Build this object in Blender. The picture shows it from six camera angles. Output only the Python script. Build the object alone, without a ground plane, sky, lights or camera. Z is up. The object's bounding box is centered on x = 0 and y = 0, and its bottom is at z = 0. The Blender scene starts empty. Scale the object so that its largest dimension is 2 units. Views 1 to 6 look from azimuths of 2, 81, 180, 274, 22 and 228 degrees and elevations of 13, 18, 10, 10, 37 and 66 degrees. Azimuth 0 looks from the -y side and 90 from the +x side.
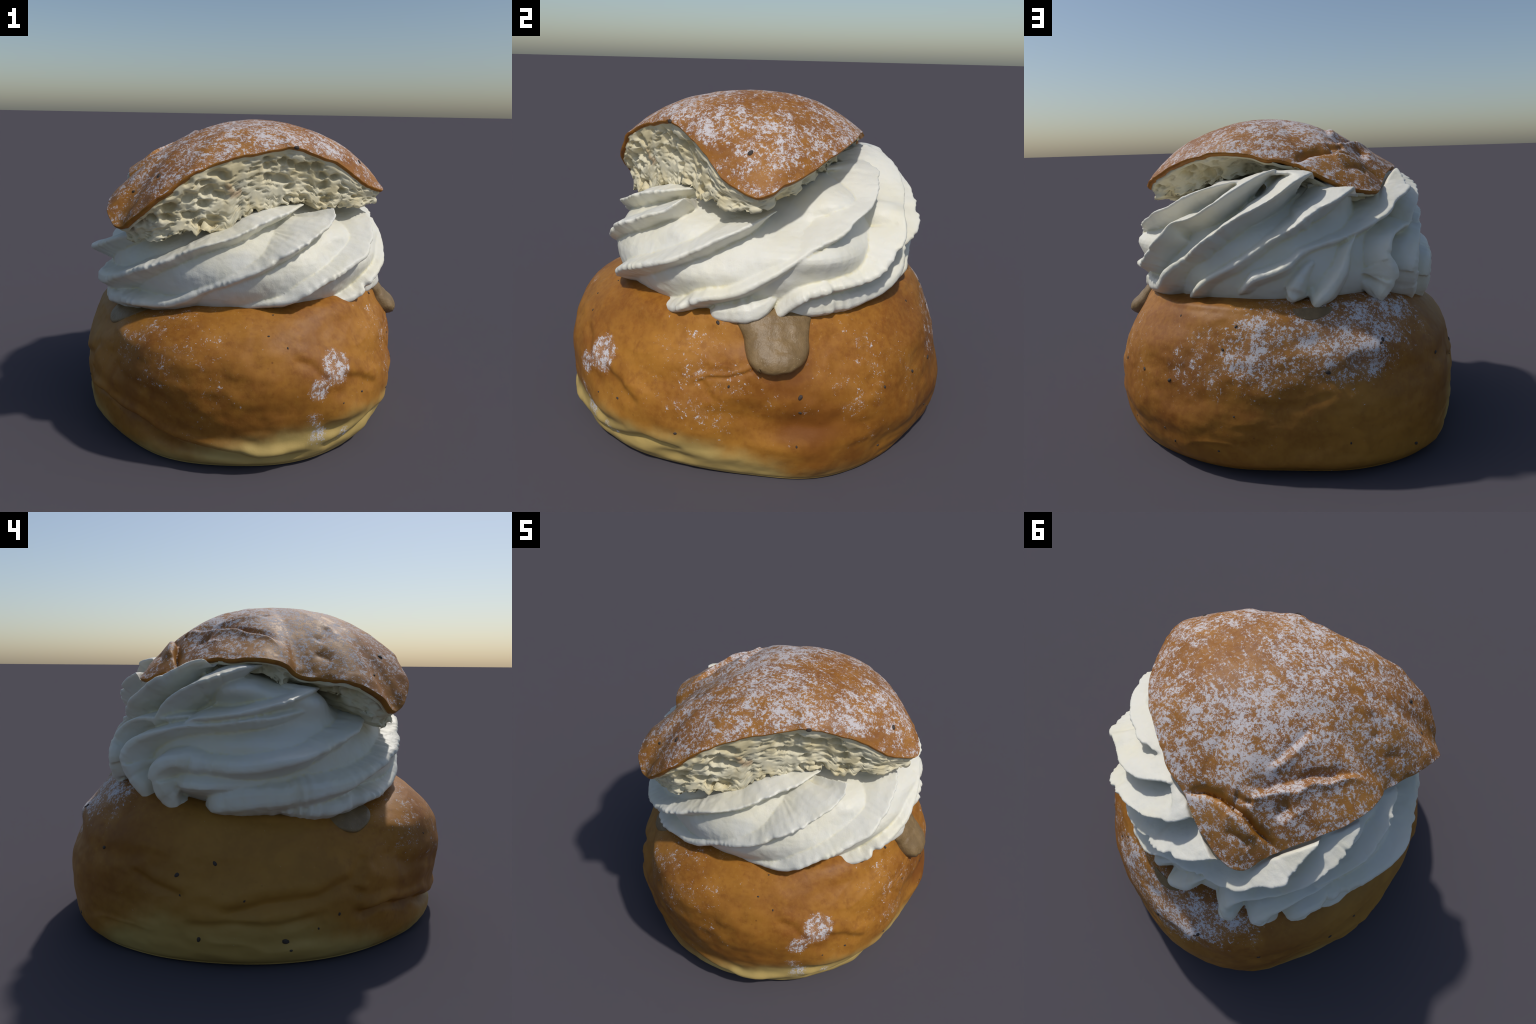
"""A cream bun: a round baked base, almond paste squeezed out at the rim,
a piped swirl of whipped cream and a three-cornered lid dusted with sugar.
All sizes in metres; azimuth 0 stands on -y and 90 on +x."""
import math
import numpy as np

RNG = np.random.default_rng(7)
D2R = math.pi / 180.0


# ----------------------------------------------------------------- helpers
def smooth(a, b, x):
    t = np.clip((x - a) / (b - a), 0, 1)
    return t * t * (3 - 2 * t)


def hermite(p0, p1, p2, p3, t):
    return p1 + 0.5 * t * (p2 - p0 + t * (2 * p0 - 5 * p1 + 4 * p2 - p3
                                          + t * (3 * (p1 - p2) + p3 - p0)))


def loop_curve(points, u):
    """Closed smooth curve through points (rows), u in [0, 1)."""
    P = np.asarray(points, float)
    n = len(P)
    x = np.asarray(u, float) * n
    i = np.floor(x).astype(int)
    t = x - i
    if P.ndim > 1:
        t = t[..., None]
    return hermite(P[(i - 1) % n], P[i % n], P[(i + 1) % n], P[(i + 2) % n], t)


def open_curve(points, u):
    """Open smooth curve through points, u in [0, 1]."""
    P = np.asarray(points, float)
    n = len(P) - 1
    x = np.clip(np.asarray(u, float), 0, 1) * n
    i = np.minimum(np.floor(x).astype(int), n - 1)
    t = x - i
    if P.ndim > 1:
        t = t[..., None]
    g = lambda k: P[np.clip(k, 0, n)]
    return hermite(g(i - 1), g(i), g(i + 1), g(i + 2), t)


def _hash(ix, iy, iz, seed):
    h = (ix.astype(np.int64) * 374761393 + iy.astype(np.int64) * 668265263
         + iz.astype(np.int64) * 2147483647 + seed * 974711) & 0xFFFFFFFF
    h = ((h ^ (h >> 13)) * 1274126177) & 0xFFFFFFFF
    h = ((h ^ (h >> 16)) * 2246822519) & 0xFFFFFFFF
    return ((h ^ (h >> 15)) & 0xFFFFFF) / float(0xFFFFFF) * 2 - 1


def noise(p, scale=1.0, seed=0, octaves=1):
    """Smooth value noise in -1..1 at the points p (..., 3)."""
    out = 0
    amp, tot = 1.0, 0.0
    for o in range(octaves):
        q = np.asarray(p, float) * scale * 2 ** o + 31.7 * (o + 1)
        i = np.floor(q)
        f = q - i
        f = f * f * f * (f * (f * 6 - 15) + 10)
        i = i.astype(int)
        acc = 0
        for dx in (0, 1):
            wx = f[..., 0] if dx else 1 - f[..., 0]
            for dy in (0, 1):
                wy = f[..., 1] if dy else 1 - f[..., 1]
                for dz in (0, 1):
                    wz = f[..., 2] if dz else 1 - f[..., 2]
                    acc = acc + wx * wy * wz * _hash(i[..., 0] + dx, i[..., 1] + dy,
                                                     i[..., 2] + dz, seed + o)
        out = out + amp * acc
        tot += amp
        amp *= 0.5
    return out / tot


def bubbles(p, scale, seed):
    """Distance to the nearest of one scattered point per cell (0 at a bubble's heart)."""
    q = np.asarray(p, float) * scale
    i = np.floor(q).astype(int)
    best = np.full(q.shape[:-1], 9.0)
    for dx in (-1, 0, 1):
        for dy in (-1, 0, 1):
            for dz in (-1, 0, 1):
                c = i + [dx, dy, dz]
                off = np.stack([_hash(c[..., 0], c[..., 1], c[..., 2], seed + k) for k in (0, 7, 13)], -1)
                size = .75 + .45 * np.abs(_hash(c[..., 0], c[..., 1], c[..., 2], seed + 23))
                best = np.minimum(best, np.linalg.norm(c + .5 + .42 * off - q, axis=-1) / size)
    return best


def polyline_distance(a, b, line):
    """Distance of the points (a, b) to a polyline, with the signed side
    (positive on the left of the direction of travel) and position 0..1."""
    L = np.asarray(line, float)
    best = np.full(a.shape, 1e9)
    side = np.zeros(a.shape)
    pos = np.zeros(a.shape)
    n = len(L) - 1
    for k in range(n):
        d = L[k + 1] - L[k]
        l2 = d @ d
        t = np.clip(((a - L[k, 0]) * d[0] + (b - L[k, 1]) * d[1]) / l2, 0, 1)
        ex = a - L[k, 0] - t * d[0]
        ey = b - L[k, 1] - t * d[1]
        r = np.hypot(ex, ey)
        m = r < best
        best = np.where(m, r, best)
        side = np.where(m, np.sign(d[0] * ey - d[1] * ex), side)
        pos = np.where(m, (k + t) / n, pos)
    return best, side, pos


def polar(az, r, z):
    a = np.asarray(az, float) * D2R
    return np.stack([np.sin(a) * r, -np.cos(a) * r, np.asarray(z, float) + 0 * a], -1)


# ------------------------------------------------------------ the bun base
# cross-section rows: radius every 20 degrees of azimuth, from the foot up
BUN_TOP_Z = [.74, .745, .745, .745, .745, .74, .74, .75, .76, .76, .76, .75, .71, .67, .655, .65, .66, .715]
BUN_ROWS = [
    ('z', .016, [.91, .915, .885, .84, .845, .905, .91, .905, .91, .905, .96, .975, .93, .88, .86, .86, .875, .915]),
    ('z', .070, [.955, .955, .925, .875, .87, .94, .94, .945, .97, .975, 1.015, 1.02, .955, .915, .895, .895, .90, .945]),
    ('z', .160, [.965, .965, .955, .91, .89, .955, .96, .97, .985, .985, 1.025, 1.03, .96, .925, .90, .90, .90, .935]),
    ('z', .260, [.985, .98, .98, .935, .885, .945, .975, .985, .985, .99, 1.03, 1.03, .96, .93, .905, .915, .925, .955]),
    ('z', .360, [.985, .98, .975, .93, .885, .935, .96, .965, .965, .98, 1.02, 1.02, .955, .92, .90, .915, .94, .97]),
    ('z', .460, [.97, .965, .94, .89, .875, .91, .935, .945, .945, .96, .985, .995, .94, .90, .885, .89, .92, .97]),
    ('f', .350, [.94, .92, .885, .86, .855, .86, .90, .915, .905, .92, .955, .96, .93, .88, .855, .855, .89, .95]),
    ('f', .650, [.87, .86, .82, .80, .80, .81, .845, .855, .86, .87, .895, .895, .88, .845, .825, .82, .85, .90]),
    ('f', .870, [.79, .785, .775, .765, .77, .775, .79, .805, .82, .825, .835, .835, .82, .795, .775, .77, .79, .83]),
    ('f', 1.00, [.71, .70, .71, .72, .73, .73, .745, .76, .77, .78, .78, .78, .76, .73, .73, .72, .72, .74]),
]
# creases: (points as azimuth, height), half width, depth, lip above
BUN_CREASES = [
    ([(299, .27), (306, .22), (314, .235), (323, .20), (331, .20), (338, .15), (346, .13), (356, .115), (3, .10), (8, .07), (16, .07), (27, .08)],
     .030, .034, .022),
    ([(27, .08), (40, .12), (50, .17), (62, .14)], .03, .018, .010),
    ([(64, .46), (68, .50), (74, .505), (80, .54), (83, .57)], .010, .006, .004),
    ([(66, .49), (68, .45), (70, .40)], .014, .005, .003),
    ([(18, .56), (24, .52), (27, .47), (29, .43)], .03, .007, .006),
    ([(307, .48), (303, .42), (301, .36), (305, .31)], .03, .010, .008),
    ([(262, .26), (276, .31), (290, .33), (303, .41)], .04, .014, .010),
    ([(236, .42), (244, .36), (254, .33)], .03, .010, .006),
    ([(34, .44), (42, .40), (50, .33)], .035, .010, .006),
    ([(318, .43), (326, .40), (335, .38), (345, .37)], .05, .012, .004),
    ([(252, .20), (265, .22), (280, .21), (292, .25)], .03, .010, .006),
    ([(195, .54), (203, .50), (207, .46)], .045, .020, .0),
    ([(150, .36), (165, .34), (180, .36), (192, .40)], .05, .003, .0),
]
# lumps (+) and hollows (-): azimuth, height, spread degrees, spread height, height of the lump
BUN_LUMPS = [
    (322, .585, 9, .06, .022), (308, .58, 7, .05, -.022), (297, .52, 9, .10, -.012), (318, .46, 8, .05, -.018),
    (95, .30, 12, .055, -.022), (88, .20, 9, .05, .012), (78, .35, 8, .05, -.016), (112, .27, 6, .04, -.006),
    (36, .36, 7, .05, -.012), (40, .25, 6, .04, .012), (32, .18, 8, .03, -.012),
    (204, .585, 7, .05, .022), (190, .62, 7, .04, -.010), (172, .62, 8, .05, .008),
    (120, .12, 6, .05, -.014), (128, .22, 5, .05, .008), (240, .30, 9, .08, -.010), (262, .33, 8, .05, .010),
    (75, .12, 10, .04, .010), (58, .09, 6, .03, -.016), (48, .08, 4, .03, .010), (284, .13, 9, .03, -.010),
]


def wrap(d):
    return (d + 180) % 360 - 180


def bun_surface(az, v):
    """Point of the base: azimuth in degrees, v from 0 (under side) to 1 (top)."""
    az = np.asarray(az, float)
    u = (az / 360.0) % 1.0
    zt = loop_curve(BUN_TOP_Z, u)
    R, Z = [np.zeros_like(zt)], [np.full_like(zt, .012)]
    r0 = loop_curve(BUN_ROWS[0][2], u)
    R.append(r0 * .55); Z.append(np.full_like(zt, .006))
    R.append(r0 * .94); Z.append(np.full_like(zt, .002))
    for kind, h, row in BUN_ROWS:
        R.append(loop_curve(row, u))
        Z.append(np.full_like(zt, h) if kind == 'z' else .46 + (zt - .46) * h)
    R.append(R[-1] * .80); Z.append(zt + .02)
    R.append(R[-1] * .5); Z.append(zt * .3 + .54)
    R.append(np.zeros_like(zt)); Z.append(np.full_like(zt, .77))
    R, Z = np.stack(R), np.stack(Z)
    n = len(R) - 1
    x = np.clip(v, 0, 1) * n
    i = np.minimum(np.floor(x).astype(int), n - 1)
    t = x - i
    take = lambda A, k: np.take_along_axis(A, np.clip(k, 0, n)[None], 0)[0]
    r = hermite(take(R, i - 1), take(R, i), take(R, i + 1), take(R, i + 2), t)
    z = hermite(take(Z, i - 1), take(Z, i), take(Z, i + 1), take(Z, i + 2), t)
    r = np.maximum(r, 0)
    d = np.zeros_like(r)
    for line, w, depth, lip in BUN_CREASES:
        L = np.array(line, float)
        L[:, 0] = L[0, 0] + np.cumsum(np.r_[0, wrap(np.diff(L[:, 0]))])
        a0 = L[:, 0].mean()
        s = .95 * D2R
        dist, side, pos = polyline_distance(wrap(az - a0) * s, z,
                                            np.stack([(L[:, 0] - a0) * s, L[:, 1]], -1))
        ends = smooth(0, .12, pos) * smooth(1, .88, pos)
        up = z > np.interp(pos, np.linspace(0, 1, len(L)), L[:, 1])
        wide = np.where(side > 0, w * .55, w)
        d -= depth * ends * np.exp(-(dist / wide) ** 2)
        d += lip * ends * np.where(side > 0, np.exp(-((dist - 1.3 * w) / (1.1 * w)) ** 2), 0)
    for a, h, sa, sh, amp in BUN_LUMPS:
        d += amp * np.exp(-(wrap(az - a) / sa) ** 2 - ((z - h) / sh) ** 2)
    p0 = polar(az, r, z)
    fold = 1 - np.abs(noise(p0 * [1, 1, 1.5] + .12 * noise(p0, 4, 12)[..., None], 4.2, 11))
    where = smooth(.05, .45, noise(p0, 2.4, 13))
    d += .0045 * where * (fold ** 6 - .25)
    d += .011 * noise(p0, 3.2, 3, 2) + .006 * noise(p0 * [1, 1, 1.7], 8, 5, 2) + .0012 * noise(p0, 30, 6)
    foot = smooth(.0, .05, z)
    keep = smooth(.0, .3, r)
    r = r + d * keep * foot
    z = np.maximum(z, 0) + .02 * d * keep
    return polar(az, r, z)


BUN_NU, BUN_NV = 440, 230


def bun_grid():
    A, Vv = np.meshgrid(np.arange(BUN_NU) * 360 / BUN_NU, np.linspace(0, 1, BUN_NV))
    P = bun_surface(A, Vv)
    n = np.cross(np.roll(P, -1, 1) - np.roll(P, 1, 1), np.gradient(P, axis=0))
    n /= np.linalg.norm(n, axis=-1, keepdims=True) + 1e-12
    return P, n


def bun_at(az, z, P, n):
    """Point and outward normal of the base's side at a height z, from its grid."""
    x = (az % 360) / 360 * BUN_NU
    j = int(x) % BUN_NU
    f = x - int(x)
    lo, hi = int(.14 * BUN_NV), int(.88 * BUN_NV)
    out = []
    for G in (P, n):
        out.append(G[lo:hi, j] * (1 - f) + G[lo:hi, (j + 1) % BUN_NU] * f)
    k = np.arange(hi - lo)
    zz = np.maximum.accumulate(out[0][:, 2])
    y = np.interp(z, zz + k * 1e-7, k)
    i = min(int(y), hi - lo - 2)
    g = y - i
    p, m = [o[i] * (1 - g) + o[i + 1] * g for o in out]
    return p, m / np.linalg.norm(m)


# -------------------------------------------------------- the whipped cream
# crest of every piped ridge: azimuth, radius, height; it climbs to the right
CREAM_RIDGES = [
    [(253, .68, .68, 1.9), (258, .76, .695, 2.2), (265, .79, .715, 2.3), (281, .81, .74, 2.1), (299, .828, .785, 1.5), (314, .824, .85), (326, .81, .92), (337, .772, .98), (347, .738, 1.04),
     (360, .688, 1.09), (371, .63, 1.145), (385, .56, 1.18), (403, .5, 1.21)],
    [(278, .72, .68, 1.8), (287, .774, .685, 1.8), (296, .79, .68, 1.6), (308, .795, .70, 1.4), (317, .79, .72), (330, .76, .735), (341, .752, .77), (350, .746, .84), (360, .758, .89),
     (370, .764, .95), (378, .764, 1.01), (387, .75, 1.06), (396, .71, 1.11), (405, .68, 1.15), (411, .64, 1.20)],
    [(350, .62, .73), (0, .67, .745), (8, .7, .755), (19, .755, .775), (27, .8, .835), (36, .81, .88), (44, .81, .92), (53, .81, .97), (61, .79, 1.02),
     (68, .77, 1.07), (79, .71, 1.13), (88, .62, 1.17)],
    [(40, .66, .71), (48, .73, .72), (56, .78, .755), (65, .81, .82), (72, .806, .845), (78, .814, .88), (88, .808, .96), (97, .796, 1.04),
     (103, .794, 1.075), (110, .782, 1.12), (115, .764, 1.15), (124, .72, 1.19), (134, .67, 1.25), (146, .6, 1.30), (155, .5, 1.32)],
    [(84, .7, .70), (88, .76, .74), (91, .79, .79), (96, .83, .85), (106, .826, .875), (115, .834, .89), (121, .86, .93), (127, .85, 1.0), (133, .826, 1.07),
     (136, .796, 1.13), (143, .76, 1.16), (150, .728, 1.21), (157, .69, 1.27), (164, .64, 1.32), (175, .53, 1.37)],
    [(86, .66, .75, 1.6), (92, .74, .76, 1.7), (99, .77, .765, 1.8), (108, .785, .77, 1.8), (118, .785, .775, 1.6), (126, .8, .805, 1.4), (133, .82, .87, 1.2), (140, .794, .95), (147, .81, 1.01),
     (152, .81, 1.06), (157, .8, 1.11), (165, .76, 1.18), (175, .714, 1.25), (182, .668, 1.31), (188, .65, 1.345), (196, .54, 1.36)],
    [(136, .68, .75), (141, .75, .775), (146, .785, .82), (150, .774, .86), (160, .785, .93), (167, .775, .99), (174, .765, 1.06), (181, .755, 1.11),
     (188, .755, 1.17), (198, .734, 1.23), (208, .688, 1.285), (217, .6, 1.32)],
    [(160, .68, .79), (164, .755, .825), (168, .79, .88), (172, .79, .90), (179, .79, .94), (187, .745, 1.01), (202, .735, 1.055), (212, .756, 1.11), (221, .76, 1.17),
     (226, .75, 1.21), (235, .75, 1.26), (244, .666, 1.33), (251, .62, 1.35), (258, .5, 1.36)],
    [(180, .72, .76, 1.5), (182, .79, .79, 1.5), (184, .79, .86, 1.4), (188, .75, .94), (194, .68, 1.0)],
    [(189, .76, .73, 1.3), (190, .81, .77, 1.3), (194, .815, .81, 1.3), (199, .805, .90, 1.3), (202, .77, 1.0), (206, .72, 1.06)],
    [(213, .77, .73, 1.3), (213, .82, .77, 1.4), (215, .846, .82, 1.5), (215, .858, .89, 1.6), (215, .83, .97, 1.3), (219, .79, 1.04), (228, .765, 1.075), (240, .74, 1.09), (250, .66, 1.10)],
    [(231, .77, .69, 1.7), (230, .81, .735, 1.8), (227, .84, .80, 1.6), (226, .86, .88, 1.6), (229, .84, .96, 1.4), (236, .8, 1.015), (245, .77, 1.045), (255, .75, 1.06), (268, .758, 1.08), (282, .724, 1.11), (295, .66, 1.14)],
    [(247, .74, .66, 1.7), (243, .8, .69, 1.9), (240, .83, .76, 2.0), (240, .845, .84, 1.8), (246, .824, .89, 1.5), (256, .81, .88, 1.4), (269, .825, .88, 1.4), (281, .845, .91, 1.2), (288, .84, .935), (296, .822, .975),
     (305, .796, 1.02), (316, .72, 1.07), (330, .63, 1.11), (345, .56, 1.15)],
    [(230, .7, 1.03), (234, .755, 1.07), (239, .765, 1.15), (249, .748, 1.23), (257, .712, 1.275), (264, .676, 1.305), (269, .636, 1.32), (275, .54, 1.33)],
    [(243, .7, 1.04), (248, .755, 1.075), (252, .755, 1.095), (257, .76, 1.10), (267, .756, 1.115), (282, .726, 1.165), (290, .705, 1.20), (295, .66, 1.215), (302, .56, 1.22)],
    [(64, .7, .725, 1.3), (68, .76, .73, 1.6), (76, .79, .745, 1.9), (83, .78, .77, 1.8), (88, .72, .82, 1.5)],
]
CREAM_AXIS = lambda z: np.stack([0 * z, .06 * smooth(.9, 1.25, z)], -1)


def cream_core_grid(nu=120, nv=60):
    zr = [(.55, 0), (.56, .45), (.62, .58), (.70, .655), (.80, .725), (.90, .74), (1.0, .70), (1.08, .63), (1.15, .53), (1.22, .43),
          (1.29, .33), (1.34, .22), (1.36, 0)]
    v = np.linspace(0, 1, nv)
    c = open_curve(zr, v)
    az = np.arange(nu) * 360 / nu
    Z, A = np.meshgrid(c[:, 0], az, indexing='ij')
    R = np.repeat(np.maximum(c[:, 1], 0)[:, None], nu, 1)
    ax = CREAM_AXIS(Z)
    front = np.exp(-(wrap(A - 5) / 50) ** 2) * smooth(1.0, 1.15, Z)
    R = R * (1 - .12 * front)
    # the swirl was pressed fuller in some places
    for a, z, sa, sz, amp in [(84, .93, 26, .09, .04), (108, .97, 14, .09, .05), (270, 1.235, 17, .08, .26), (298, 1.18, 15, .09, .22),
                              (275, .98, 18, .05, .04), (210, 1.27, 14, .08, .18), (60, .90, 14, .08, .02), (262, .79, 18, .05, .07), (251, .78, 9, .06, .06),
                              (112, 1.20, 18, .08, .18), (96, 1.02, 18, .06, .09), (165, 1.06, 28, .11, .04), (50, 1.08, 14, .06, .07), (206, 1.19, 12, .08, .06)]:
        R = R + amp * np.exp(-(wrap(A - a) / sa) ** 2 - ((Z - z) / sz) ** 2)
    P = polar(A, R, Z)
    P[..., :2] += ax
    return P


def ridge_grid(points, rng, step=.0075):
    """Loft of one piped ridge: thin ragged crest, wide foot in the core."""
    pts = polar(*np.array([q[:3] for q in points], float).T)
    stout = np.array([q[3] if len(q) > 3 else 1.0 for q in points])
    u = np.linspace(0, 1, 400)
    c = open_curve(pts, u)
    L = np.r_[0, np.cumsum(np.linalg.norm(np.diff(c, axis=0), axis=1))]
    n = max(12, int(L[-1] / step))
    s = np.linspace(0, L[-1], n)
    C = np.stack([np.interp(s, L, c[:, k]) for k in range(3)], -1)
    for _ in range(3):
        C[1:-1] = .25 * C[:-2] + .5 * C[1:-1] + .25 * C[2:]
    W = np.interp(s, L, np.interp(u * (len(points) - 1), np.arange(len(points)), stout))
    T = np.gradient(C, axis=0)
    T /= np.linalg.norm(T, axis=1)[:, None]
    rad = C.copy()
    rad[:, :2] -= CREAM_AXIS(C[:, 2])
    rad[:, 2] = 0
    rad /= np.linalg.norm(rad, axis=1)[:, None]
    out = rad - (rad * T).sum(1)[:, None] * T
    out /= np.linalg.norm(out, axis=1)[:, None]
    up = np.cross(out, T)            # across the ridge, upward side
    up *= np.sign((up[:, 2] + 1e-6))[:, None]
    up_side = up
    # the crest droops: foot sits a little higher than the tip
    ends = np.minimum(smooth(0, .10, s), smooth(L[-1], L[-1] - .10, s))
    sd = int(rng.integers(1000))
    tear = noise(np.stack([s * 27, 0 * s, 0 * s], -1), 1, sd, 2)
    tear2 = noise(np.stack([s * 9, 0 * s + 3, 0 * s], -1), 1, sd + 5)
    rag = smooth(-.35, .55, noise(np.stack([s * 5, 0 * s + 9, 0 * s], -1), 1, sd + 9))
    ss = s + .05 * noise(np.stack([s * 6, 0 * s + 2, 0 * s], -1), 1, sd + 11)
    tear = noise(np.stack([ss * 24, 0 * s, 0 * s], -1), 1, sd, 2)
    tip = .004 - .046 * np.abs(tear) ** 1.4 * (.12 + rag) + .009 * tear2
    wav = .008 * noise(np.stack([s * 7, 0 * s + 6, 0 * s], -1), 1, sd + 2)
    # section: depth below the tip, offset up (+) or down (-) the ridge
    sec = [(-.010, .0), (-.006, .009), (.010, .016), (.040, .025), (.09, .037), (.15, .048), (.24, .062),
           (.24, -.092), (.15, -.076), (.09, -.058), (.040, -.035), (.010, -.018), (-.006, -.009)]
    ribs = 1 + (.06 + .14 * rag) * noise(np.stack([s * 30, 0 * s + 4, 0 * s], -1), 1, sd + 3, 2)
    G = np.zeros((n, len(sec), 3))
    for k, (dep, off) in enumerate(sec):
        near = math.exp(-max(dep, 0) / .030)
        d = dep - tip * near
        Wk = W if off > 0 else 1 + .35 * (W - 1)
        if off > 0:
            Wk = Wk * (1.22 - .50 * smooth(.85, 1.15, C[:, 2]))
        o = off * ribs * (.55 + .45 * ends) * (Wk + 1.2 * (Wk - 1) * math.exp(-max(dep, 0) / .03)) - .005 * dep + wav * near
        G[:, k] = C - out * d[:, None] + up_side * o[:, None]
    return G


# ------------------------------------------------------------------ the lid
LID_APEX = (.075, -.02, 1.636)
# rim: x, y, z, drop of the crumb, how far the crumb is cut back, fullness
LID_RIM = [
    (-.59, -.64, 1.13, .06, .06, 3.2), (-.545, -.675, 1.135, .07, .06, 3.4), (-.50, -.71, 1.17, .10, .06, 3.0), (-.39, -.735, 1.26, .18, .06, 2.6),
    (-.29, -.715, 1.33, .24, .05, 2.6), (-.20, -.68, 1.39, .30, .045, 2.8), (-.08, -.62, 1.44, .32, .04, 3.0), (.07, -.555, 1.48, .32, .035, 4.6),
    (.22, -.48, 1.50, .30, .035, 5.6), (.29, -.455, 1.508, .28, .035, 5.8), (.43, -.38, 1.46, .25, .03, 5.6), (.54, -.33, 1.41, .21, .02, 5.2),
    (.66, -.255, 1.325, .13, .02, 4.2), (.745, -.185, 1.28, .07, .03, 4.2), (.795, -.115, 1.26, .05, .03, 4.2), (.78, -.03, 1.305, .07, .08, 4.2),
    (.705, .09, 1.345, .09, .12, 4.0), (.55, .27, 1.41, .12, .12, 3.6), (.42, .37, 1.445, .12, .10, 3.4), (.31, .43, 1.46, .12, .10, 3.2),
    (.19, .475, 1.45, .10, .18, 3.0), (.08, .515, 1.42, .08, .15, 2.8), (-.05, .525, 1.40, .05, .10, 2.6), (-.10, .545, 1.37, .05, .08, 2.4),
    (-.19, .57, 1.33, .05, .08, 2.3), (-.30, .585, 1.285, .04, .08, 2.2), (-.40, .57, 1.265, .03, .08, 2.2), (-.455, .53, 1.26, .03, .08, 2.2),
    (-.48, .44, 1.28, .04, .08, 2.2), (-.50, .37, 1.295, .06, .08, 2.2), (-.54, .30, 1.335, .07, .08, 2.2), (-.58, .20, 1.35, .07, .08, 2.2),
    (-.615, .09, 1.355, .06, .09, 1.9), (-.635, .0, 1.355, .06, .09, 1.8), (-.64, -.09, 1.345, .07, .08, 1.8), (-.625, -.17, 1.32, .10, .05, 2.2),
    (-.605, -.22, 1.285, .04, .15, 2.3), (-.62, -.32, 1.275, .04, .17, 2.2), (-.64, -.43, 1.26, .04, .17, 2.2), (-.645, -.52, 1.235, .04, .14, 2.4),
    (-.635, -.60, 1.18, .07, .07, 2.7),
]
# folds on the lid seen from above: (points x, y), half width, height
LID_FOLDS = [
    # the cleft between the torn strip and the second flap, and the tuck beside it
    ([(-.03, .525), (-.12, .455), (-.19, .415), (-.27, .40), (-.34, .385), (-.42, .378), (-.52, .36)], .016, -.055),
    ([(-.22, .38), (-.27, .36), (-.30, .33)], .020, -.030),
    # crest of the second flap
    ([(-.24, .365), (-.29, .325), (-.35, .235), (-.40, .165), (-.415, .09), (-.475, -.03), (-.585, -.18)], .028, .026),
    # the hollow behind that crest
    ([(-.22, .345), (-.29, .255), (-.34, .14), (-.37, .06), (-.43, -.03), (-.50, -.13)], .032, -.034),
    ([(-.50, -.28), (-.53, -.33), (-.55, -.36)], .022, -.010),
    # soft wrinkles higher up
    ([(-.26, .22), (-.28, .14), (-.28, .07), (-.285, -.06)], .026, .012),
    ([(-.235, .20), (-.245, .10), (-.24, .0), (-.24, -.06)], .022, -.014),
    ([(-.32, .12), (-.36, .03), (-.42, -.08)], .022, .009),
    ([(-.33, -.36), (-.40, -.33), (-.45, -.29)], .028, -.012),
    ([(-.45, .32), (-.46, .24), (-.47, .15)], .022, .010),
    ([(-.40, .30), (-.42, .22)], .028, -.022),
    ([(-.30, .50), (-.36, .47), (-.42, .46)], .02, -.014),
    ([(-.24, .46), (-.33, .43), (-.42, .41)], .03, .016),
]


def calm_rim(u, spread=.055):
    """Height and fullness of the rim averaged over its neighbourhood."""
    t = np.arange(400) / 400
    q = loop_curve(LID_RIM, t)[:, [2, 5]]
    k = np.exp(-(np.minimum(t, 1 - t) / spread) ** 2)
    k /= k.sum()
    sm = np.real(np.fft.ifft(np.fft.fft(q, axis=0) * np.fft.fft(k)[:, None], axis=0))
    x = (np.asarray(u) % 1.0) * 400
    i = np.floor(x).astype(int)
    f = (x - i)[..., None]
    return sm[i % 400] * (1 - f) + sm[(i + 1) % 400] * f


def rim_at(u):
    return loop_curve(LID_RIM, u)


def lid_surface(u, s):
    """Outer skin of the lid: u along the rim, s from the apex (0) to the rim (1)."""
    q = rim_at(u)
    cq = calm_rim(u)
    near = smooth(.62, 1.0, s)
    rim, full = q[..., :3], cq[..., 1]
    rz = cq[..., 0] * (1 - near) + q[..., 2] * near
    c = np.array(LID_APEX)
    xy = c[:2] + (rim[..., :2] - c[:2]) * s[..., None]
    g = np.maximum(s, 1e-6)
    # towards the right-hand corner the dome falls away more evenly
    w = .3 + .38 * np.exp(-((np.asarray(u) * len(LID_RIM) - 14.3) / 2.3) ** 2)
    z = c[2] + (rz - c[2]) * (w * g ** 1.6 + (1 - w) * np.power(g, full))
    q3 = np.concatenate([xy, 0 * z[..., None]], -1)
    wx, wy = .016 * noise(q3, 13, 41, 2), .016 * noise(q3, 13, 42, 2)
    for line, w, h in LID_FOLDS:
        d, side, pos = polyline_distance(xy[..., 0] + wx, xy[..., 1] + wy, line)
        ends = .12 + .88 * smooth(0, .2, pos) * smooth(1, .8, pos)
        z = z + h * ends * np.exp(-(d / w) ** 1.35)
    P = np.concatenate([xy, z[..., None]], -1)
    back = smooth(.1, -.5, xy[..., 0])
    P[..., 2] += (.004 + .005 * back) * noise(P * [1, 1, .3], 6, 21, 2) + .002 * noise(P, 17, 22, 2)
    edge = smooth(.9, 1, s)[..., None]
    wob = np.stack([noise(P, 14, 31, 2), noise(P, 14, 32, 2), noise(P, 14, 33, 2)], -1)
    return P + .007 * edge * wob
# ---- end of the shape rules; everything below talks to Blender

import bpy
import bmesh
from mathutils import Vector, Matrix


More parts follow.
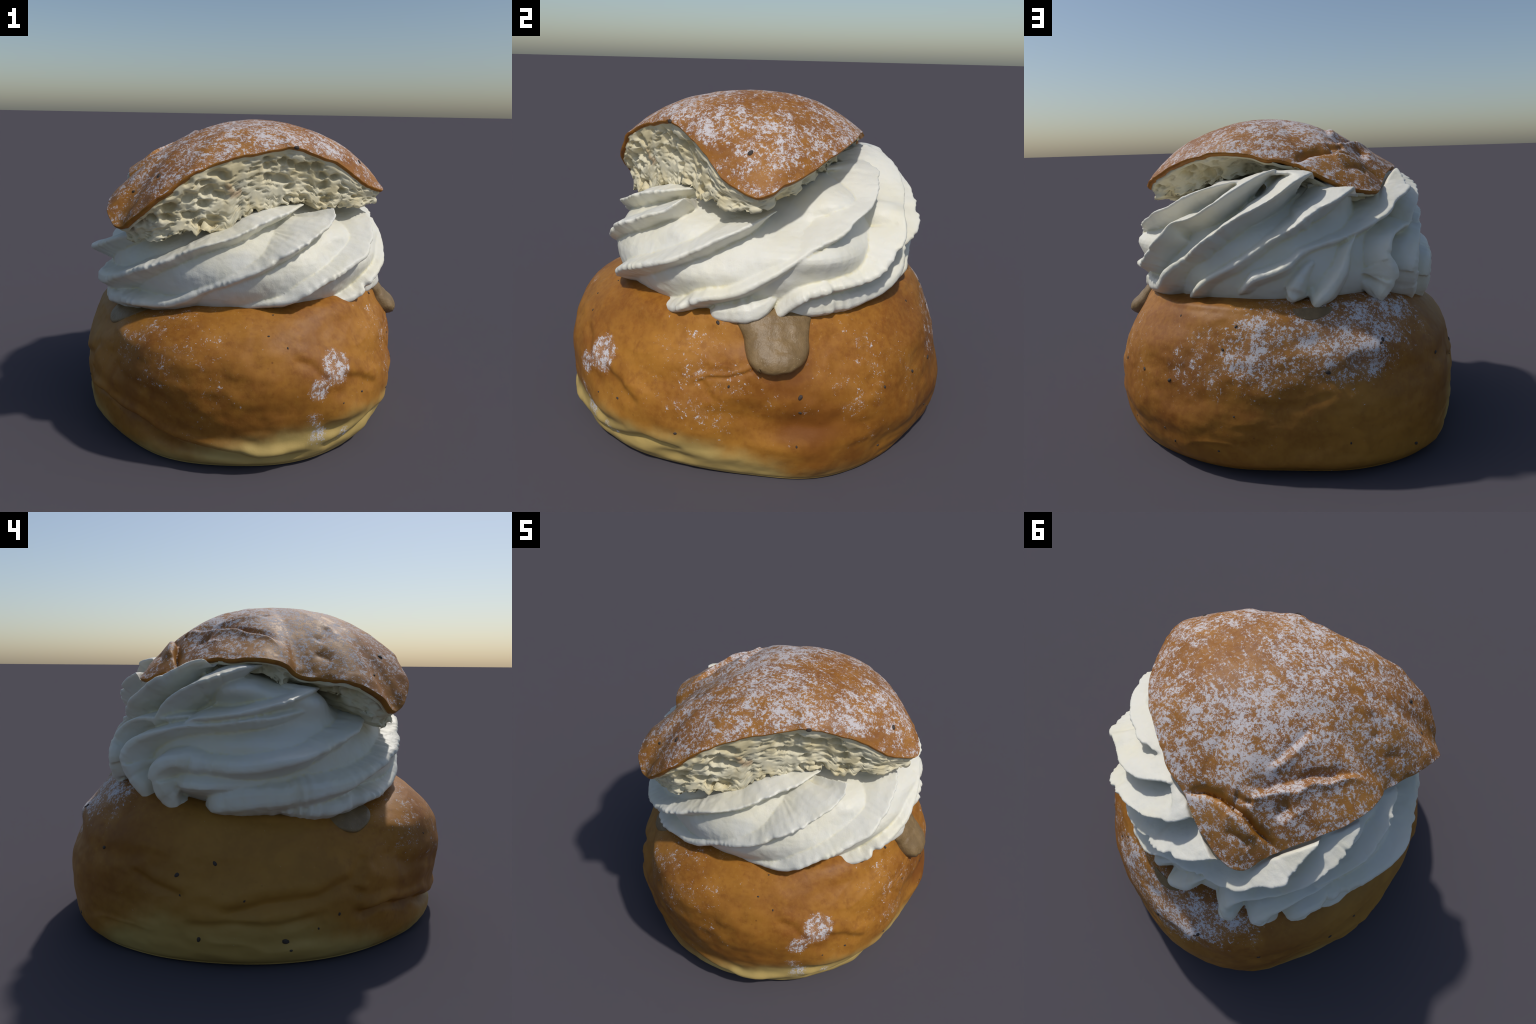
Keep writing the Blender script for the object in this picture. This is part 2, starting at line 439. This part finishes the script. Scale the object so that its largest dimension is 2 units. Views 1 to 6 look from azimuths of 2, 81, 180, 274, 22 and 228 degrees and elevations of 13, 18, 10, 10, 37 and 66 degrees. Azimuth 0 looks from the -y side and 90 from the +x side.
def mesh_object(name, verts, faces, mat, parent=None, smooth_shade=True):
    me = bpy.data.meshes.new(name)
    me.from_pydata([tuple(v) for v in np.asarray(verts).reshape(-1, 3)], [], faces)
    me.update()
    if smooth_shade:
        me.polygons.foreach_set('use_smooth', [True] * len(me.polygons))
    if mat:
        me.materials.append(mat)
    ob = bpy.data.objects.new(name, me)
    bpy.context.scene.collection.objects.link(ob)
    ob.parent = parent
    return ob


def grid_faces(rows, cols, wrap_cols=True, base=0, flip=False):
    f = []
    m = cols if wrap_cols else cols - 1
    for i in range(rows - 1):
        a, b = base + i * cols, base + (i + 1) * cols
        for j in range(m):
            k = (j + 1) % cols
            q = (a + j, a + k, b + k, b + j)
            f.append(q[::-1] if flip else q)
    return f


def tidy(ob, dist=1e-5):
    bm = bmesh.new()
    bm.from_mesh(ob.data)
    bmesh.ops.remove_doubles(bm, verts=bm.verts, dist=dist)
    bmesh.ops.recalc_face_normals(bm, faces=bm.faces)
    bm.to_mesh(ob.data)
    bm.free()
    ob.data.polygons.foreach_set('use_smooth', [True] * len(ob.data.polygons))
    ob.data.update()


def coords(ob):
    a = np.zeros(len(ob.data.vertices) * 3)
    ob.data.vertices.foreach_get('co', a)
    return a.reshape(-1, 3)


def normals(ob):
    a = np.zeros(len(ob.data.vertices) * 3)
    ob.data.vertices.foreach_get('normal', a)
    return a.reshape(-1, 3)


def set_coords(ob, P):
    ob.data.vertices.foreach_set('co', np.asarray(P, float).ravel())
    ob.data.update()


# ---------------------------------------------------------------- materials
class Nodes:
    def __init__(self, name):
        self.mat = bpy.data.materials.new(name)
        self.mat.use_nodes = True
        self.t = self.mat.node_tree
        self.bsdf = self.t.nodes['Principled BSDF']
        self.pos = self.t.nodes.new('ShaderNodeTexCoord').outputs['Object']

    def put(self, sock, val):
        if hasattr(val, 'is_output') or isinstance(val, bpy.types.NodeSocket):
            self.t.links.new(val, sock)
        else:
            sock.default_value = val

    def noise(self, scale, detail=2.0, rough=.5, dist=0.0, vec=None):
        n = self.t.nodes.new('ShaderNodeTexNoise')
        self.put(n.inputs['Vector'], vec or self.pos)
        n.inputs['Scale'].default_value = scale
        n.inputs['Detail'].default_value = detail
        n.inputs['Roughness'].default_value = rough
        n.inputs['Distortion'].default_value = dist
        return n.outputs['Fac']

    def voronoi(self, scale, vec=None, out='Distance'):
        n = self.t.nodes.new('ShaderNodeTexVoronoi')
        self.put(n.inputs['Vector'], vec or self.pos)
        n.inputs['Scale'].default_value = scale
        return n.outputs[out]

    def math(self, op, a, b=0.0, c=0.0, clamp=False):
        n = self.t.nodes.new('ShaderNodeMath')
        n.operation = op
        n.use_clamp = clamp
        for s, v in zip(n.inputs, (a, b, c)):
            self.put(s, v)
        return n.outputs[0]

    def add(self, *a):
        r = a[0]
        for b in a[1:]:
            r = self.math('ADD', r, b)
        return r

    def mul(self, *a):
        r = a[0]
        for b in a[1:]:
            r = self.math('MULTIPLY', r, b)
        return r

    def step(self, x, lo, hi, a=0.0, b=1.0):
        n = self.t.nodes.new('ShaderNodeMapRange')
        n.interpolation_type = 'SMOOTHSTEP'
        for k, v in zip(range(5), (x, lo, hi, a, b)):
            self.put(n.inputs[k], v)
        return n.outputs[0]

    def mix(self, f, a, b):
        n = self.t.nodes.new('ShaderNodeMix')
        n.data_type = 'RGBA'
        self.put(n.inputs[0], f)
        for s, v in ((n.inputs[6], a), (n.inputs[7], b)):
            self.put(s, v if not isinstance(v, tuple) else (*v, 1.0))
        return n.outputs[2]

    def xyz(self, vec=None):
        n = self.t.nodes.new('ShaderNodeSeparateXYZ')
        self.put(n.inputs[0], vec or self.pos)
        return n.outputs

    def scaled(self, s):
        n = self.t.nodes.new('ShaderNodeMapping')
        self.put(n.inputs['Vector'], self.pos)
        n.inputs['Scale'].default_value = s
        return n.outputs[0]

    def normal(self):
        return self.t.nodes.new('ShaderNodeNewGeometry').outputs['Normal']

    def spot(self, p, r, soft=.6):
        n = self.t.nodes.new('ShaderNodeVectorMath')
        n.operation = 'DISTANCE'
        self.put(n.inputs[0], self.pos)
        n.inputs[1].default_value = tuple(p)
        return self.step(n.outputs['Value'], r * (1 + soft), r * (1 - soft))

    def bump(self, h, strength=.3, dist=.01):
        n = self.t.nodes.new('ShaderNodeBump')
        n.inputs['Strength'].default_value = strength
        n.inputs['Distance'].default_value = dist
        self.put(n.inputs['Height'], h)
        self.t.links.new(n.outputs[0], self.bsdf.inputs['Normal'])

    def done(self, color, rough=.5, spec=.4):
        self.put(self.bsdf.inputs['Base Color'], color)
        self.put(self.bsdf.inputs['Roughness'], rough)
        self.bsdf.inputs['Specular IOR Level'].default_value = spec
        return self.mat


SUGAR = (.62, .60, .615)
CRUST_A = (.38, .160, .020)
CRUST_B = (.245, .086, .010)
CRUST_PALE = (.49, .35, .118)


def crust_colour(N):
    big = N.noise(2.6, 3, .55)
    mid = N.noise(9, 4, .6)
    f = N.step(N.add(N.mul(big, .7), N.mul(mid, .3)), .36, .64)
    col = N.mix(f, CRUST_B, CRUST_A)
    mot = N.step(N.noise(34, 5, .68), .36, .64)
    col = N.mix(N.mul(mot, .34), col, (.42, .19, .030))
    mot2 = N.step(N.noise(19, 4, .65), .52, .70)
    col = N.mix(N.mul(mot2, .40), col, (.19, .060, .009))
    blotch = N.step(N.noise(5.5, 4, .6, .5), .50, .68)
    col = N.mix(N.mul(blotch, .38), col, (.17, .054, .008))
    # little pale blisters and freckles of the baked skin
    bl = N.step(N.voronoi(26), .16, .08)
    bl = N.mul(bl, N.step(N.noise(5, 2), .52, .62), .35)
    col = N.mix(bl, col, (.44, .23, .065))
    fr = N.mul(N.step(N.voronoi(15), .10, .05), N.step(N.noise(7, 2), .50, .60), .55)
    col = N.mix(fr, col, (.12, .035, .008))
    return col


def sugar_grain(N, stretch=(1, 1, 1)):
    v = N.scaled(stretch)
    fine = N.noise(190, 3, .7, vec=v)
    mid = N.noise(62, 4, .65, .3, vec=v)
    clump = N.noise(24, 3, .6, .4, vec=v)
    return N.add(N.mul(fine, .36), N.mul(mid, .44), N.mul(clump, .20))


def make_bun_crust():
    N = Nodes('baked_bun_crust')
    col = crust_colour(N)
    x, y, z = N.xyz()
    # pale, less baked dough round the foot; it climbs higher on the left and front right
    wob = N.math('SUBTRACT', N.noise(3.5, 4, .6), .5)
    reach = N.add(-.01, N.mul(wob, .24), N.mul(N.step(x, -.55, -.92), .22),
                  N.mul(N.spot((.56, -.72, .05), .5, .7), .21), N.mul(N.spot((.0, -.95, .0), .45, .6), .07),
                  N.mul(N.spot((.80, -.25, .0), .3, .6), .06), N.mul(N.step(y, .2, .9), -.07))
    pale = N.step(N.math('SUBTRACT', z, reach), .10, -.06)
    edge = N.mix(N.step(pale, 0, 1), col, CRUST_PALE)
    half = N.step(N.math('SUBTRACT', z, reach), .30, .02, 0.0, .22)
    col = N.mix(half, col, (.43, .225, .042))
    col = N.mix(pale, col, CRUST_PALE)
    tan = N.add(N.mul(N.spot((-.95, .05, .35), .55, .6), .55), N.mul(N.spot((-.30, .95, .12), .4, .7), .3))
    col = N.mix(tan, col, (.40, .215, .045))
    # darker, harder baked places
    dark = N.add(N.mul(N.spot((.90, .02, .37), .20, .8), .6), N.mul(N.spot((.12, -.98, .28), .28, .8), .55), N.mul(N.spot((.86, .24, .14), .22, .8), .6),
                 N.mul(N.spot((-.45, -.80, .36), .22, .8), .5), N.mul(N.spot((.55, .72, .22), .3, .8), .35), N.mul(N.spot((-.62, .75, .40), .22, .8), .4),
                 N.mul(N.spot((-.75, .45, .50), .2, .8), .4))
    dark = N.mul(dark, N.step(N.noise(4, 3, .6), .30, .60), N.math('SUBTRACT', 1.0, pale))
    col = N.mix(dark, col, (.165, .050, .007))
    # powdered sugar that fell past the lid
    nz = N.xyz(N.normal())[2]
    dens = N.add(
        N.mul(N.spot((-.27, .82, .62), .20, .8), .20), N.mul(N.spot((.05, .88, .62), .22, .8), .15),
        N.mul(N.spot((-.50, .66, .66), .16, .8), .15), N.mul(N.spot((-.33, .88, .54), .08, .7), .14),
        N.mul(N.spot((.35, .86, .52), .20, .8), .10), N.mul(N.spot((.50, .78, .44), .10, .8), .08),
        N.mul(N.spot((-.45, -.72, .60), .26, .8), .075), N.mul(N.spot((-.12, -.86, .55), .30, .8), .06),
        N.mul(N.spot((.50, -.78, .48), .085, .5), .27), N.mul(N.spot((.41, -.85, .40), .06, .5), .22),
        N.mul(N.spot((.39, -.87, .26), .05, .6), .18), N.mul(N.spot((.52, -.78, .28), .05, .6), .17),
        N.mul(N.spot((.42, -.86, .15), .055, .6), .18), N.mul(N.spot((.55, -.76, .13), .045, .6), .18),
        N.mul(N.spot((.80, -.35, .50), .28, .8), .085), N.mul(N.spot((.78, .35, .48), .30, .8), .075))
    patch = N.mul(N.math('SUBTRACT', N.noise(9, 4, .65), .5), .30)
    g = N.add(sugar_grain(N), N.math('MINIMUM', dens, .16), patch)
    m = N.step(g, .645, .715)
    col = N.mix(N.mul(m, .92), col, SUGAR)
    dust = N.mul(N.step(N.add(dens, patch), .06, .26), .10)
    col = N.mix(dust, col, SUGAR)
    N.bump(N.add(N.mul(N.noise(60, 3, .6), .5), N.mul(m, .5)), .25, .006)
    return N.done(col, N.step(m, 0, 1, .52, .85), .25)


def make_lid_crust():
    N = Nodes('baked_lid_crust')
    col = crust_colour(N)
    nx, ny, nz = N.xyz(N.normal())
    x, y, z = N.xyz()
    streak = N.noise(10, 3, .6, vec=N.scaled((1.0, 1.6, 1.6)))
    patch = N.mul(N.math('SUBTRACT', N.noise(4.2, 3, .6), .5), .11)
    dens = N.add(N.step(nz, .05, .80, -.12, .07), patch, N.mul(N.math('SUBTRACT', streak, .5), .24),
                 N.mul(N.step(x, .2, -.45), -.012), N.mul(N.spot((.30, .02, 1.6), .16, .9), -.06),
                 N.mul(N.spot((-.15, .12, 1.55), .30, .8), .03))
    g = N.add(sugar_grain(N), dens)
    m = N.step(g, .552, .625)
    col = N.mix(N.mul(m, .86), col, SUGAR)
    dust = N.step(dens, -.05, .16, 0.0, .08)
    col = N.mix(dust, col, SUGAR)
    N.bump(N.add(N.mul(N.noise(60, 3, .6), .5), N.mul(m, .5)), .25, .006)
    return N.done(col, N.step(m, 0, 1, .52, .85), .25)


def make_cream():
    N = Nodes('whipped_cream')
    warm = N.step(N.noise(4, 3, .6), .40, .68)
    col = N.mix(N.mul(warm, .6), (.735, .718, .635), (.745, .705, .545))
    # yellower tint in the grooves between the ridges
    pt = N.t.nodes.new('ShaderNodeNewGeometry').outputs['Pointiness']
    groove_tint = N.mul(N.step(pt, .496, .455), N.step(N.noise(5, 3, .6), .30, .56))
    col = N.mix(N.mul(groove_tint, .65), col, (.71, .645, .40))
    h = N.add(N.noise(40, 4, .6), N.mul(N.noise(140, 3, .6), .35))
    N.bump(h, .18, .01)
    N.bsdf.inputs['Subsurface Weight'].default_value = .12
    N.bsdf.inputs['Subsurface Radius'].default_value = (1.0, .8, .5)
    N.bsdf.inputs['Subsurface Scale'].default_value = .02
    return N.done(col, .48, .35)


def make_crumb():
    N = Nodes('bread_crumb')
    f = N.step(N.noise(6, 3, .6), .38, .68)
    col = N.mix(f, (.70, .645, .47), (.64, .55, .33))
    v = N.scaled((1, 1, 1.7))
    pits = N.step(N.voronoi(30, v), .30, .10)
    col = N.mix(N.mul(pits, .18), col, (.50, .38, .17))
    spots = N.step(N.noise(6.5, 2), .70, .78)
    col = N.mix(N.mul(spots, .5), col, (.42, .19, .05))
    N.bump(N.add(N.noise(45, 3, .6), N.mul(N.voronoi(60, v), .2)), .15, .006)
    return N.done(col, .7, .25)


def make_paste():
    N = Nodes('almond_paste')
    col = N.mix(N.step(N.noise(14, 4, .7), .35, .68), (.185, .117, .048), (.24, .155, .066))
    specks = N.mul(N.step(N.voronoi(55), .13, .06), N.step(N.noise(25, 1), .50, .60))
    col = N.mix(N.mul(specks, .8), col, (.46, .38, .24))
    brown = N.mul(N.step(N.voronoi(24), .09, .05), .7)
    col = N.mix(brown, col, (.17, .07, .025))
    N.bump(N.add(N.noise(75, 4, .65), N.mul(N.noise(18, 2), .3)), .35, .008)
    return N.done(col, .42, .45)


def make_seed():
    N = Nodes('cardamom_seed')
    col = N.mix(N.noise(60, 2), (.022, .017, .015), (.085, .06, .045))
    N.bump(N.noise(120, 2), .4, .003)
    return N.done(col, .55, .4)


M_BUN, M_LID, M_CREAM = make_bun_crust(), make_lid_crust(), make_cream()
M_CRUMB, M_PASTE, M_SEED = make_crumb(), make_paste(), make_seed()

root = bpy.data.objects.new('cream_bun', None)
bpy.context.scene.collection.objects.link(root)
root['label'] = 'round cardamom bun with piped whipped cream, almond paste and a sugared lid'
root['category'] = 'pastry'


# ----------------------------------------------------------------- bun base
def build_base():
    P, n = bun_grid()
    ob = mesh_object('bun_base', P, grid_faces(BUN_NV, BUN_NU), M_BUN, root)
    tidy(ob)
    return ob, P, n


base, BUN_P, BUN_N = build_base()


# ------------------------------------------------------------- almond paste
def build_paste(name, outline, thick, seed, parent):
    """A tongue of paste on the base. outline: rows of (height, azimuth left, azimuth right)."""
    rows, cols = 60, 50
    o = open_curve(outline, np.linspace(0, 1, rows))
    top, under, swell = (np.zeros((rows, cols, 3)) for _ in range(3))
    for i, (z, a0, a1) in enumerate(o):
        for j, t in enumerate(np.linspace(0, 1, cols)):
            p, n = bun_at(a0 + (a1 - a0) * t, z, BUN_P, BUN_N)
            e = i / (rows - 1)
            prof = (1 - abs(2 * t - 1) ** 3.5) ** .5 * (1 - e ** 7) ** .5
            top[i, j] = p - n * .006
            under[i, j] = p - n * .04
            swell[i, j] = n * thick(e) * prof
    lump = 1 + .22 * noise(top, 7, seed, 2) + .06 * noise(top, 28, seed + 1, 2)
    top += swell * lump[..., None]
    g = rows * cols
    faces = grid_faces(rows, cols, False) + grid_faces(rows, cols, False, g, True)
    ring = ([j for j in range(cols)] + [i * cols + cols - 1 for i in range(1, rows)]
            + [(rows - 1) * cols + j for j in range(cols - 2, -1, -1)] + [i * cols for i in range(rows - 2, 0, -1)])
    for a, b in zip(ring, ring[1:] + ring[:1]):
        faces.append((a, a + g, b + g, b))
    ob = mesh_object(name, np.concatenate([top.reshape(-1, 3), under.reshape(-1, 3)]), faces, M_PASTE, parent)
    tidy(ob)
    return ob


build_paste('almond_paste', [(.765, 70, 102), (.72, 74.5, 99.3), (.67, 77, 97.8), (.615, 78.0, 97.2), (.575, 79.2, 95.8), (.548, 81.4, 93.4), (.534, 83.4, 91.2), (.526, 86.2, 88.6)],
            lambda e: 0.032 + .044 * float(smooth(0, .65, e)), 40, root)
build_paste('almond_paste', [(.715, 297, 325), (.67, 298, 320), (.63, 299, 315.5), (.60, 300.5, 312), (.58, 303, 309), (.572, 305, 307)],
            lambda e: .020, 50, root)
build_paste('almond_paste', [(.75, 180, 195), (.73, 181, 194), (.715, 183, 191), (.705, 185, 188)],
            lambda e: .010, 60, root)


# ------------------------------------------------------------ whipped cream
def under_lid(p):
    """The cream gives way under the lid: nothing of it stands above the skin."""
    c = np.array(LID_APEX)
    uu = np.arange(720) / 720
    rim = lid_surface(uu, np.ones_like(uu))
    ang = np.unwrap(np.arctan2(rim[:, 1] - c[1], rim[:, 0] - c[0]))
    sgn = np.sign(ang[-1] - ang[0])
    ang = np.maximum.accumulate(sgn * ang)
    a = sgn * np.arctan2(p[:, 1] - c[1], p[:, 0] - c[0])
    a = ang[0] + (a - ang[0]) % (2 * math.pi)
    u = np.interp(a, np.r_[ang, ang[0] + 2 * math.pi], np.r_[uu, 1.0]) % 1.0
    rr = rim_at(u)
    rho = np.hypot(p[:, 0] - c[0], p[:, 1] - c[1]) / np.hypot(rr[:, 0] - c[0], rr[:, 1] - c[1])
    skin = lid_surface(u, np.clip(rho, 0, 1))[:, 2] - .045
    skin = skin + np.maximum(rho - .99, 0) * 1.1
    k = .02                                   # soft minimum, so no cut edge shows
    d = np.clip(.5 + .5 * (skin - p[:, 2]) / k, 0, 1)
    soft = skin * (1 - d) + p[:, 2] * d - k * d * (1 - d)
    z = np.where((rho < 1.18) & (p[:, 2] > 1.05), np.minimum(soft, p[:, 2]), p[:, 2])
    return np.column_stack([p[:, :2], z])


def build_cream():
    rng = np.random.default_rng(11)
    V, F, n = [], [], 0
    P = cream_core_grid()
    V.append(P.reshape(-1, 3))
    F += grid_faces(P.shape[0], P.shape[1])
    n += P.shape[0] * P.shape[1]
    for pts in CREAM_RIDGES:
        G = ridge_grid(pts, rng)
        r, c = G.shape[:2]
        V.append(G.reshape(-1, 3))
        F += grid_faces(r, c, True, n)
        F.append(tuple(range(n, n + c)))
        F.append(tuple(range(n + (r - 1) * c, n + r * c))[::-1])
        n += r * c
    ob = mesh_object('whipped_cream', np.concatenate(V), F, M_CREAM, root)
    bm = bmesh.new()
    bm.from_mesh(ob.data)
    bmesh.ops.remove_doubles(bm, verts=bm.verts, dist=1e-6)
    bmesh.ops.recalc_face_normals(bm, faces=bm.faces)
    bm.to_mesh(ob.data)
    bm.free()
    m = ob.modifiers.new('melt', 'REMESH')
    m.mode = 'VOXEL'
    m.voxel_size = .006
    s = ob.modifiers.new('soften', 'SMOOTH')
    s.factor, s.iterations = .5, 1
    dg = bpy.context.evaluated_depsgraph_get()
    me = bpy.data.meshes.new_from_object(ob.evaluated_get(dg))
    ob.modifiers.clear()
    ob.data = me
    me.name = 'whipped_cream'
    me.polygons.foreach_set('use_smooth', [True] * len(me.polygons))
    p, nn = coords(ob), normals(ob)
    d = .004 * noise(p, 9, 71, 2) + .0022 * noise(p, 26, 72, 2)
    p = p + nn * d[:, None]
    set_coords(ob, under_lid(p))
    if not me.materials:
        me.materials.append(M_CREAM)
    return ob


cream = build_cream()


# ---------------------------------------------------------------------- lid
def build_lid():
    nu, nv = 560, 150
    u = np.arange(nu) / nu
    s = 1 - (1 - np.linspace(0, 1, nv)) ** 1.25
    U, S = np.meshgrid(u, s)
    P = lid_surface(U, S)
    # skin normal for the thickness
    du = np.roll(P, -1, 1) - np.roll(P, 1, 1)
    ds = np.gradient(P, axis=0)
    n = np.cross(du, ds)
    n /= np.linalg.norm(n, axis=-1, keepdims=True) + 1e-12
    n[n[..., 2].mean(1) < 0] *= -1
    if n[nv // 2, :, 2].mean() < 0:
        n = -n
    c = np.array(LID_APEX)
    inward = P[-1] - c
    inward[:, 2] = 0
    inward /= np.linalg.norm(inward, axis=1)[:, None]
    rows = [P]
    # rolled edge, then the inside of the skin
    rows.append((P[-1] - inward * .003 - n[-1] * .006)[None] + [0, 0, -.006])
    rows.append((P[-1] - inward * .012 - n[-1] * .014)[None] + [0, 0, -.008])
    inner = P[::-1][8::6] - n[::-1][8::6] * .030
    rows.append(inner)
    Q = np.concatenate(rows)
    lid = mesh_object('bun_lid', Q, grid_faces(len(Q), nu), M_LID, root)
    tidy(lid)
    return lid, P[-1], inward


lid, RIM, RIM_OUT = build_lid()


def build_crumb():
    rng = np.random.default_rng(5)
    nu = len(RIM)
    q = rim_at(np.arange(nu) / nu)
    drop, cut = q[:, 3], q[:, 4]
    low = RIM[:, 2].copy()
    for k in range(1, 6):
        low = np.minimum(low, np.minimum(np.roll(RIM[:, 2], k), np.roll(RIM[:, 2], -k)))
    at = RIM.copy()
    torn = np.arange(nu) / nu * len(LID_RIM)
    torn = smooth(20.5, 22, torn) * smooth(33, 31.5, torn)      # only beside the torn strip
    at[:, 2] = at[:, 2] * (1 - torn) + low * torn
    start = at - RIM_OUT * .014 + [0, 0, -.010]
    inner = at - RIM_OUT * .036 + [0, 0, -.026]
    nt = 90
    ragged = 1 + .22 * noise(RIM * [1, 1, 0], 12, 81, 2) + .10 * noise(RIM, 34, 82)
    rows = [inner[None]]
    for t in np.linspace(0, 1, nt):
        k = cut * (1 - (1 - t) ** 2.2) + .012 * math.sin(math.pi * t)
        rows.append((start - RIM_OUT * k[:, None] + np.array([0, 0, -1.]) * (drop * ragged * t)[:, None])[None])
    last = rows[-1][0]
    cen = np.array([0, 0, 1.2])
    for t in np.linspace(.06, 1, 24):
        r = last + (cen - last) * t
        r[:, 2] = last[:, 2] * (1 - t) + (last[:, 2] * .5 + 1.2 * .5) * t + .04 * math.sin(math.pi * t) * (1 - t)
        if t == 1:
            r[:] = cen
        rows.append(r[None])
    P = np.concatenate(rows)
    ob = mesh_object('lid_crumb', P, grid_faces(len(P), nu), M_CRUMB, root)
    tidy(ob)
    p, nn = coords(ob), normals(ob)
    # pores: round and stretched bubbles pressed into the cut face
    d = np.zeros(len(p))
    side = (np.arange(len(p)) > nu * 4) & (np.arange(len(p)) < nu * 95)
    idx = np.where(side)[0]
    q = p * [.85, .85, 1.45] + .022 * np.stack([noise(p, 16, 94, 3), noise(p, 16, 95, 3), noise(p, 16, 96, 3)], -1)
    mixs = smooth(-.45, .10, noise(p, 6, 99))
    coarse, fine = bubbles(q, 12.5, 97), bubbles(q, 29, 98)
    hole = mixs * (1 - smooth(.25, .55, coarse)) * .042 + (1 - .45 * mixs) * (1 - smooth(.24, .52, fine)) * .016
    d -= hole
    d += .006 + .010 * noise(p, 7, 91) + .001 * noise(p, 45, 92)
    lim = smooth(1.5, 12, np.arange(len(p)) // nu)
    set_coords(ob, p + nn * (d * lim)[:, None])
    ob.parent = lid
    return ob


crumb = build_crumb()


# ---------------------------------------------------------- cardamom seeds
def seed_mesh():
    bm = bmesh.new()
    bmesh.ops.create_icosphere(bm, subdivisions=3, radius=1)
    for v in bm.verts:
        p = np.array(v.co)
        k = 1 + .16 * noise(p[None], 1.8, 55, 2)[0]
        v.co = Vector((p[0] * k * 1.3, p[1] * k * .9, p[2] * k * .6))
    me = bpy.data.meshes.new('cardamom_seed')
    bm.to_mesh(me)
    bm.free()
    me.polygons.foreach_set('use_smooth', [True] * len(me.polygons))
    me.materials.append(M_SEED)
    return me


SEED = seed_mesh()


def plant_seed(p, n, size, spin, parent):
    ob = bpy.data.objects.new('cardamom_seed', SEED)
    bpy.context.scene.collection.objects.link(ob)
    rot = Vector(tuple(n)).to_track_quat('Z', 'Y').to_matrix().to_4x4() @ Matrix.Rotation(spin, 4, 'Z')
    ob.matrix_world = Matrix.Translation(Vector(tuple(p))) @ rot @ Matrix.Scale(size, 4)
    ob.parent = parent
    return ob


BASE_SEEDS = [           # azimuth, height, size
    (12, .65, .006), (17.5, .60, .006), (15, .72, .005), (332, .52, .005), (34, .31, .005), (69, .71, .010), (63, .79, .009),
    (131, .42, .010), (93.5, .43, .012), (93.5, .36, .008), (74, .47, .007), (42, .33, .007), (94.5, .64, .006), (119, .10, .007), (92.5, .21, .006),
    (60, .24, .008), (118, .42, .008), (143, .41, .011), (160, .58, .008), (163.5, .68, .008), (189.5, .50, .013), (206, .61, .011),
    (141, .17, .007), (145, .12, .007), (160, .13, .006), (194.5, .18, .006), (164.5, .30, .005), (141, .69, .006), (226, .48, .011),
    (261.5, .48, .011), (251, .42, .012), (252, .33, .006), (270, .33, .006), (214, .10, .010), (257.5, .14, .012), (281.5, .13, .016),
    (297, .24, .008), (283, .09, .007), (291, .18, .006), (205, .60, .008)]
LID_SEEDS = [(.294, -.46, 1.505, .013), (-.37, -.60, 1.37, .013), (.649, -.137, 1.415, .013), (-.52, -.58, 1.3, .009)]
for k, (a, z, sz) in enumerate(BASE_SEEDS):
    p, n = bun_at(a, z, BUN_P, BUN_N)
    plant_seed(p, n, sz * .8, k * 1.7, base)
for k, (x, y, z, sz) in enumerate(LID_SEEDS):
    lp = coords(lid)
    j = int(np.argmin(((lp - [x, y, z]) ** 2).sum(1)))
    plant_seed(lp[j], normals(lid)[j], sz * .85, k * 2.1, lid)
